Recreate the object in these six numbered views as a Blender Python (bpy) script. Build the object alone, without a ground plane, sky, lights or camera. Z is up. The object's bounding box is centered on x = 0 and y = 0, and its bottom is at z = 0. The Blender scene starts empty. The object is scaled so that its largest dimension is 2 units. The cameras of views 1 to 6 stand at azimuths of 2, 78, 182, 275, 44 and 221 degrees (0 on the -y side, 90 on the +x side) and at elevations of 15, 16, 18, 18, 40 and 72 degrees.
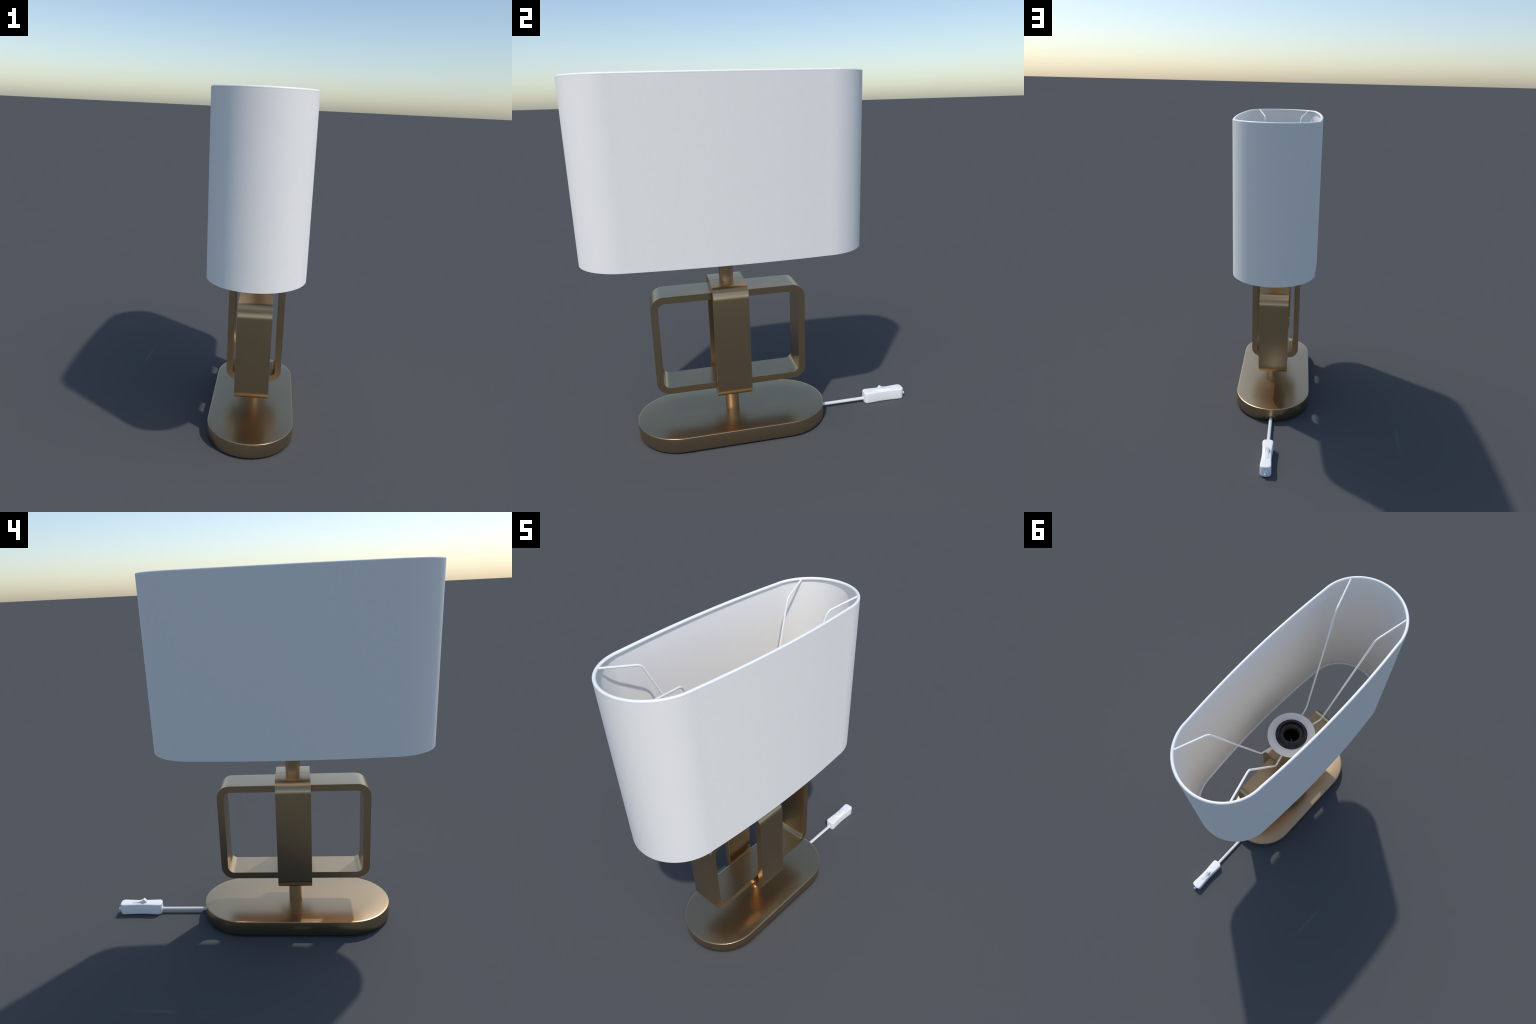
"""Table lamp: racetrack-shaped white shade on a bronze stand of two interlocking
rectangular loops, stadium foot, short white flex with an inline rocker switch."""
import bpy, bmesh, math
from mathutils import Vector

Y0 = -0.1707            # y of the lamp's vertical axis (x is 0)

# ------------------------------------------------------------------ materials
def principled(name, **vals):
    m = bpy.data.materials.new(name)
    m.use_nodes = True
    b = m.node_tree.nodes["Principled BSDF"]
    for k, v in vals.items():
        b.inputs[k.replace("_", " ")].default_value = v
    return m, m.node_tree, b

def noise_tint(nt, bsdf, col_a, col_b, scale, stretch=(1, 1, 1), bump=0.0, bump_scale=None, dist=0.001):
    tc = nt.nodes.new("ShaderNodeTexCoord")
    mp = nt.nodes.new("ShaderNodeMapping")
    mp.inputs["Scale"].default_value = stretch
    nz = nt.nodes.new("ShaderNodeTexNoise")
    nz.inputs["Scale"].default_value = scale
    nz.inputs["Detail"].default_value = 3
    rp = nt.nodes.new("ShaderNodeValToRGB")
    rp.color_ramp.elements[0].position, rp.color_ramp.elements[1].position = 0.35, 0.65
    rp.color_ramp.elements[0].color = (*col_a, 1)
    rp.color_ramp.elements[1].color = (*col_b, 1)
    L = nt.links.new
    L(tc.outputs["Object"], mp.inputs["Vector"])
    L(mp.outputs["Vector"], nz.inputs["Vector"])
    L(nz.outputs["Fac"], rp.inputs["Fac"])
    L(rp.outputs["Color"], bsdf.inputs["Base Color"])
    if bump:
        nb = nt.nodes.new("ShaderNodeTexNoise")
        nb.inputs["Scale"].default_value = bump_scale
        bp = nt.nodes.new("ShaderNodeBump")
        bp.inputs["Strength"].default_value = bump
        bp.inputs["Distance"].default_value = dist
        L(mp.outputs["Vector"], nb.inputs["Vector"])
        L(nb.outputs["Fac"], bp.inputs["Height"])
        L(bp.outputs["Normal"], bsdf.inputs["Normal"])

M_BRONZE, nt, b = principled("satin_bronze", Metallic=1.0, Roughness=0.3)
noise_tint(nt, b, (0.555, 0.405, 0.236), (0.565, 0.413, 0.240), 6)

M_FABRIC, nt, b = principled("shade_fabric", Roughness=0.9)
b.inputs["Specular IOR Level"].default_value = 0.4
noise_tint(nt, b, (0.915, 0.888, 0.840), (0.925, 0.898, 0.850), 40)

M_TRIM, nt, b = principled("white_lacquered_wire", Roughness=0.45)
noise_tint(nt, b, (0.915, 0.912, 0.89), (0.925, 0.922, 0.90), 30)

M_PLASTIC, nt, b = principled("white_plastic", Roughness=0.4)
noise_tint(nt, b, (0.915, 0.912, 0.89), (0.925, 0.922, 0.90), 30)

M_FLEX, nt, b = principled("white_cable_sheath", Roughness=0.5)
noise_tint(nt, b, (0.775, 0.775, 0.77), (0.785, 0.785, 0.78), 30)

M_BLACK, nt, b = principled("black_bakelite", Roughness=0.35)
noise_tint(nt, b, (0.008, 0.008, 0.009), (0.011, 0.011, 0.012), 30)

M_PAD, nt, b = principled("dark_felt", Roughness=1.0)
noise_tint(nt, b, (0.02, 0.02, 0.02), (0.03, 0.03, 0.03), 60)

M_SLEEVE, nt, b = principled("dull_threaded_metal", Metallic=1.0, Roughness=0.45)
noise_tint(nt, b, (0.20, 0.19, 0.16), (0.24, 0.225, 0.19), 30)

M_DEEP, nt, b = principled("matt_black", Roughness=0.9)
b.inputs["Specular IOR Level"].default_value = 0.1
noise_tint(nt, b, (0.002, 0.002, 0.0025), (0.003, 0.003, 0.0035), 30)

# ------------------------------------------------------------------ helpers
root = bpy.data.objects.new("table_lamp", None)
root.location = (0, Y0, 0)
root["label"] = "white oval shade lamp on interlocking bronze loops"
root["category"] = "table lamp"
bpy.context.scene.collection.objects.link(root)

def add(name, bm, mat, parent=root, smooth=35, bevel=0.0, segs=2):
    """Mesh coordinates are relative to the lamp's axis foot (0, Y0, 0)."""
    bmesh.ops.recalc_face_normals(bm, faces=bm.faces)
    me = bpy.data.meshes.new(name)
    bm.to_mesh(me)
    bm.free()
    for p in me.polygons:
        p.use_smooth = True
    me.set_sharp_from_angle(angle=math.radians(smooth))
    me.materials.append(mat)
    ob = bpy.data.objects.new(name, me)
    bpy.context.scene.collection.objects.link(ob)
    ob.parent = parent
    if bevel:
        md = ob.modifiers.new("edge", "BEVEL")
        md.width, md.segments, md.limit_method = bevel, segs, "ANGLE"
        md.angle_limit = math.radians(40)
        md.harden_normals = True
    return ob

def skin(bm, rings, closed_ring=True, close_loft=False):
    """Bridge rings of equal length with quads; returns the vertex rings."""
    vr = [[bm.verts.new(p) for p in r] for r in rings]
    n = len(vr[0])
    pairs = list(zip(vr, vr[1:])) + ([(vr[-1], vr[0])] if close_loft else [])
    for a, c in pairs:
        for i in range(n if closed_ring else n - 1):
            j = (i + 1) % n
            bm.faces.new((a[i], a[j], c[j], c[i]))
    return vr

def stadium(L, R, bow=0.0, arc=40, side=24):
    """Racetrack outline: half length L (y), end radius R, sides bowed out by `bow`."""
    c = L - R
    pts = [(R * math.cos(math.pi * k / arc), c + R * math.sin(math.pi * k / arc)) for k in range(arc + 1)]
    for k in range(1, side):
        y = c - 2 * c * k / side
        pts.append((-(R + bow * (1 - (y / c) ** 2)), y))
    return pts + [(-x, -y) for x, y in pts]

def rounded_rect(hw, z0, z1, r, seg=10, seam=0.0):
    """Rounded rectangle; `seam` is the depth of a fine butt joint in mid top."""
    pts = []
    for cx, cz, a0 in ((hw - r, z1 - r, 0), (-hw + r, z1 - r, 90), (-hw + r, z0 + r, 180), (hw - r, z0 + r, 270)):
        for k in range(seg + 1):
            a = math.radians(a0 + 90 * k / seg)
            pts.append((cx + r * math.cos(a), cz + r * math.sin(a)))
        if a0 == 0:
            pts += [(0.0013, z1), (0.0, z1 - seam), (-0.0013, z1)]
    return pts

def revolve(profile, n=64, z_axis=(0, 0)):
    return [[(z_axis[0] + r * math.cos(2 * math.pi * k / n), z_axis[1] + r * math.sin(2 * math.pi * k / n), z)
             for k in range(n)] for r, z in profile]

def lathe(name, profile, mat, parent=root, n=64, caps=(True, True), **kw):
    bm = bmesh.new()
    vr = skin(bm, revolve(profile, n))
    if caps[0]:
        bm.faces.new(vr[0])
    if caps[1]:
        bm.faces.new(vr[-1])
    return add(name, bm, mat, parent, **kw)

def tube(name, path, r, mat, parent=root, n=12, closed=False, flat=1.0):
    """Round bar swept along a polyline with parallel-transported frames."""
    path = [Vector(p) for p in path]
    m = len(path)
    rings, up = [], Vector((0, 0, 1))
    for i, p in enumerate(path):
        if closed:
            t = (path[(i + 1) % m] - path[i - 1]).normalized()
        else:
            t = (path[min(i + 1, m - 1)] - path[max(i - 1, 0)]).normalized()
        s = t.cross(up)
        if s.length < 1e-4:
            s = t.cross(Vector((1, 0, 0)))
        s.normalize()
        q = s.cross(t)
        rings.append([p + r * (flat * math.cos(2 * math.pi * k / n) * s + math.sin(2 * math.pi * k / n) * q) for k in range(n)])
    bm = bmesh.new()
    vr = skin(bm, rings, close_loft=closed)
    if not closed:
        bm.faces.new(vr[0])
        bm.faces.new(vr[-1])
    return add(name, bm, mat, parent, smooth=60)

def fillet(points, radii, seg=7):
    """Polyline with rounded inner corners."""
    P = [Vector(p) for p in points]
    out = [P[0]]
    for i in range(1, len(P) - 1):
        a, b_, r = (P[i - 1] - P[i]).normalized(), (P[i + 1] - P[i]).normalized(), radii[i - 1]
        p, q = P[i] + a * r, P[i] + b_ * r
        for k in range(seg + 1):
            t = k / seg
            out.append((1 - t) ** 2 * p + 2 * t * (1 - t) * P[i] + t * t * q)
    return out + [P[-1]]

# ------------------------------------------------------------------ foot
FL, FR = 0.555, 0.257          # foot half length, end radius
def foot():
    bm = bmesh.new()
    prof = [(0.012, 0.009), (0.003, 0.009), (0.0, 0.012), (0.0, 0.0927), (0.0004, 0.0941), (0.0014, 0.0950)]
    dome = 0.11                # gentle crowning of the top towards the rim
    for k in range(1, 13):
        t = k / 12
        prof.append((0.0014 + dome * t, 0.0950 + 0.0045 * (1 - (1 - t) ** 2)))
    rings = [[(x, y, z) for x, y in stadium(FL - d, FR - d)] for d, z in prof]
    vr = skin(bm, rings)
    bm.faces.new(vr[0])
    bm.faces.new(vr[-1])
    ob = add("foot", bm, M_BRONZE, smooth=50)
    # arched cable notch at the rear end
    cb = bmesh.new()
    sect = [(0.0245 * math.cos(math.pi * k / 20), 0.0165 + 0.0245 * math.sin(math.pi * k / 20)) for k in range(21)]
    sect = [(0.0245, -0.02)] + sect + [(-0.0245, -0.02)]
    vr = skin(cb, [[(x, FL - 0.07, z) for x, z in sect], [(x, FL + 0.05, z) for x, z in sect]])
    cb.faces.new(vr[0]); cb.faces.new(vr[-1])
    cut = add("notch_cutter", cb, M_PAD)
    md = ob.modifiers.new("notch", "BOOLEAN")
    md.operation, md.object, md.solver = "DIFFERENCE", cut, "EXACT"
    bpy.context.view_layer.update()
    dg = bpy.context.evaluated_depsgraph_get()
    me = bpy.data.meshes.new_from_object(ob.evaluated_get(dg))
    ob.modifiers.clear()
    ob.data = me
    me.set_sharp_from_angle(angle=math.radians(50))
    bpy.data.objects.remove(cut)
    return ob
foot_ob = foot()
bm = bmesh.new()
vr = skin(bm, [[(x, y, z) for x, y in stadium(FL - 0.075, FR - 0.02)] for z in (0.0, 0.0085)])
bm.faces.new(vr[0]); bm.faces.new(vr[-1])
add("felt_pad", bm, M_PAD, parent=foot_ob)

# ------------------------------------------------------------------ interlocking loops
STRIP, T = 0.0965, 0.0385      # half width of the flat bar, its thickness
def loop(name, half, z0, z1, r_out, r_in, along_y, seam=0.0):
    bm = bmesh.new()
    o = rounded_rect(half, z0, z1, r_out, seam=seam)
    i = rounded_rect(half - T, z0 + T, z1 - T, r_in)
    put = (lambda u, w, z: (w, u, z)) if along_y else (lambda u, w, z: (u, w, z))
    rings = [[put(u, w, z) for u, z in c] for c, w in ((o, -STRIP), (o, STRIP), (i, STRIP), (i, -STRIP))]
    skin(bm, rings, close_loft=True)
    return add(name, bm, M_BRONZE, smooth=40, bevel=0.0006, segs=1)
loop("wide_loop", 0.428, 0.2870, 0.8630, 0.073, 0.038, True)
loop("narrow_loop", 0.1702, 0.2481, 0.9036, 0.068, 0.027, False, seam=0.0018)

# ------------------------------------------------------------------ stem
PR = 0.0400
lathe("stem", [(PR, 0.0975), (PR, 0.2500)], M_BRONZE)
lathe("stem", [(PR, 0.9020), (PR, 1.1500)], M_BRONZE)

# ------------------------------------------------------------------ lamp holder
HZ = 1.285
holder = lathe("lamp_holder", [(0.045, 1.148), (0.085, 1.165), (0.088, 1.18), (0.088, HZ - 0.014)], M_BLACK, caps=(True, False))
lathe("carrier_plate", [(0.09, HZ - 0.012), (0.148, HZ - 0.012), (0.1505, HZ - 0.008), (0.1505, HZ - 0.003),
                        (0.148, HZ), (0.09, HZ)], M_TRIM, caps=(False, False), n=96)
# clamping ring: low flange, stepped threaded collar, recessed collar floor, threaded bore
bm = bmesh.new()
prof = [(0.086, -0.013), (0.0995, -0.002), (0.1005, 0.003), (0.0995, 0.007), (0.095, 0.010), (0.087, 0.011),
        (0.0865, 0.017), (0.0840, 0.019), (0.0838, 0.0245), (0.0818, 0.026), (0.0815, 0.032), (0.0798, 0.035),
        (0.0768, 0.0355), (0.0745, 0.033), (0.0728, 0.022), (0.0715, 0.012), (0.0700, 0.010), (0.0525, 0.010),
        (0.0512, 0.0085)]
skin(bm, revolve([(r, HZ + z) for r, z in prof], 72))
add("clamping_ring", bm, M_BLACK, parent=holder, smooth=30)
sleeve = []
for k in range(5):             # screw thread in the bore
    sleeve += [(0.0513, 0.007 - 0.009 * k), (0.0540, 0.003 - 0.009 * k)]
sleeve += [(0.0513, -0.040), (0.0513, -0.058)]
lathe("threaded_sleeve", [(r, HZ + z) for r, z in sleeve], M_SLEEVE, parent=holder, caps=(False, False))
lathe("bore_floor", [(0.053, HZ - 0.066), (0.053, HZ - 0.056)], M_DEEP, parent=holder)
def wedge(name, a0, a1, r0, r1, z0, z1, mat, seg=8):
    """Ring segment between two angles, radii and heights (above the plate)."""
    bm = bmesh.new()
    rings = []
    for k in range(seg + 1):
        a = math.radians(a0 + (a1 - a0) * k / seg)
        c, s_ = math.cos(a), math.sin(a)
        rings.append([(r * c, r * s_, HZ + z) for r, z in ((r0, z0), (r1, z0), (r1, z1), (r0, z1))])
    vr = skin(bm, rings)
    bm.faces.new(vr[0]); bm.faces.new(vr[-1])
    return add(name, bm, mat, parent=holder, smooth=30)
for k in range(9):             # grip lugs on the flange
    wedge("grip_lug", 40 * k, 40 * k + 24, 0.085, 0.0955, 0.006, 0.0155, M_BLACK)
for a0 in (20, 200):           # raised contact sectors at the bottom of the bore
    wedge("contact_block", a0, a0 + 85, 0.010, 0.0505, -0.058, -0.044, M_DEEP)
wedge("contact_tongue", 122, 148, 0.010, 0.050, -0.057, -0.042, M_BLACK)
for a in (35, 125, 215, 305):  # small black discs added on the collar floor in place of screw holes
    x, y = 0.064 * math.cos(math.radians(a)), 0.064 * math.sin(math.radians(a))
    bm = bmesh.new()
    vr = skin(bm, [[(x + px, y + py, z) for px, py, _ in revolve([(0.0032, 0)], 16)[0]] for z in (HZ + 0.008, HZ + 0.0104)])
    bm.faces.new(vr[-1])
    add("screw_hole_disc", bm, M_DEEP, parent=holder)

# ------------------------------------------------------------------ shade
SL, SR, SB = 0.7706, 0.2565, 0.0232
ZB, ZT, RW = 1.0597, 2.0, 0.0083
wall = 0.004
bm = bmesh.new()
zs = [ZB + 0.003 + (ZT - RW - ZB - 0.003) * k / 8 for k in range(9)]
out_ring, in_ring = stadium(SL, SR, SB, 48, 40), stadium(SL - wall, SR - wall, SB, 48, 40)
rings = [[(x, y, z) for x, y in out_ring] for z in zs] + [[(x, y, z) for x, y in in_ring] for z in reversed(zs)]
skin(bm, rings, close_loft=True)
shade = add("lampshade", bm, M_FABRIC, smooth=50)
line = stadium(SL - RW + 0.0004, SR - RW + 0.0004, SB, 48, 40)
tube("shade_rim", [(x, y, ZT - RW) for x, y in line], RW, M_TRIM, parent=shade, n=16, closed=True)
line = stadium(SL - RW - 0.0015, SR - RW - 0.0015, SB, 48, 40)
tube("shade_rim", [(x, y, ZB + RW) for x, y in line], RW, M_TRIM, parent=shade, n=16, closed=True)
for sx in (1, -1):
    for sy in (1, -1):
        pts = [(0.032 * sx, 0.093 * sy, 1.262), (0.0605 * sx, 0.2125 * sy, 1.2555), (0.137 * sx, 0.487 * sy, 1.955),
               (0.190 * sx, 0.664 * sy, ZT - RW)]
        tube("carrier_wire", fillet(pts, (0.022, 0.026)), 0.0056, M_TRIM, parent=shade)

# ------------------------------------------------------------------ flex and switch
def w(y):                       # world y to lamp-relative y
    return y - Y0
tube("power_cable", [(0, w(y), 0.0225) for y in (0.33, 0.45, 0.56, 0.672)], 0.0097, M_FLEX, n=24, flat=1.15)

def switch_outline(grow=0.0, ya=0.6645, yb=0.9265, n=24, r=0.022):
    """Waisted box seen from above."""
    def hw(y):
        t = (y - ya) / (yb - ya) * 2 - 1
        return 0.0288 + 0.0056 * (1 - math.cos(math.pi * min(1, abs(t)))) / 2 + grow
    r += grow
    a, b_ = ya - grow, yb + grow
    side = []
    for k in range(9):
        an = math.radians(90 * k / 8)
        side.append((hw(b_) - r + r * math.sin(an), b_ - r + r * math.cos(an)))
    for k in range(1, n):
        y = (b_ - r) + (a - b_ + 2 * r) * k / n
        side.append((hw(y), y))
    for k in range(9):
        an = math.radians(90 * k / 8)
        side.append((hw(a) - r + r * math.cos(an), a + r - r * math.sin(an)))
    full = side + [(-x, y) for x, y in reversed(side)]
    return [(x, w(y)) for x, y in full]

def switch():
    bm = bmesh.new()
    prof = [(-0.008, 0.0), (-0.002, 0.001), (0.0, 0.004), (0.0, 0.0125), (-0.0012, 0.0131), (-0.0012, 0.0139), (0.0, 0.0145),
            (0.0, 0.062), (-0.0013, 0.0660), (-0.0042, 0.0680), (-0.009, 0.0686)]
    vr = skin(bm, [[(x, y, z) for x, y in switch_outline(g)] for g, z in prof])
    for ring in (vr[0], vr[-1]):
        n = len(ring)
        for i in range(n // 2 - 1):
            bm.faces.new((ring[i], ring[i + 1], ring[n - 2 - i], ring[n - 1 - i]))
    bmesh.ops.remove_doubles(bm, verts=bm.verts, dist=1e-6)
    return add("inline_switch", bm, M_PLASTIC, smooth=40)
sw = switch()
# rocker: tall edge towards the lamp, sloping down to the rear
bm = bmesh.new()
prof = [(0.758, 0.064), (0.758, 0.0718), (0.7725, 0.0918), (0.7765, 0.0923), (0.788, 0.0843), (0.800, 0.0788), (0.815, 0.0751), (0.841, 0.0728), (0.841, 0.064)]
vr = skin(bm, [[(x, w(y), z) for y, z in prof] for x in (-0.0115, 0.0115)])
bm.faces.new(vr[0]); bm.faces.new(vr[-1])
add("rocker", bm, M_PLASTIC, parent=sw, smooth=40, bevel=0.0012)
# softly raised oval seat of the rocker
bm = bmesh.new()
prof = [(0.0245, 0.0680), (0.0215, 0.0689), (0.018, 0.0703), (0.015, 0.0712), (0.012, 0.0715)]
vr = skin(bm, [[(x, y + w(0.798), z) for x, y in stadium(0.033 + r, r, 0, 16, 8)] for r, z in prof])
bm.faces.new(vr[-1])
add("rocker_seat", bm, M_PLASTIC, parent=sw, smooth=60)
tube("cable_outlet", [(0, w(y), 0.0225) for y in (0.920, 0.932, 0.9414)], 0.0085, M_PLASTIC, parent=sw, n=16)
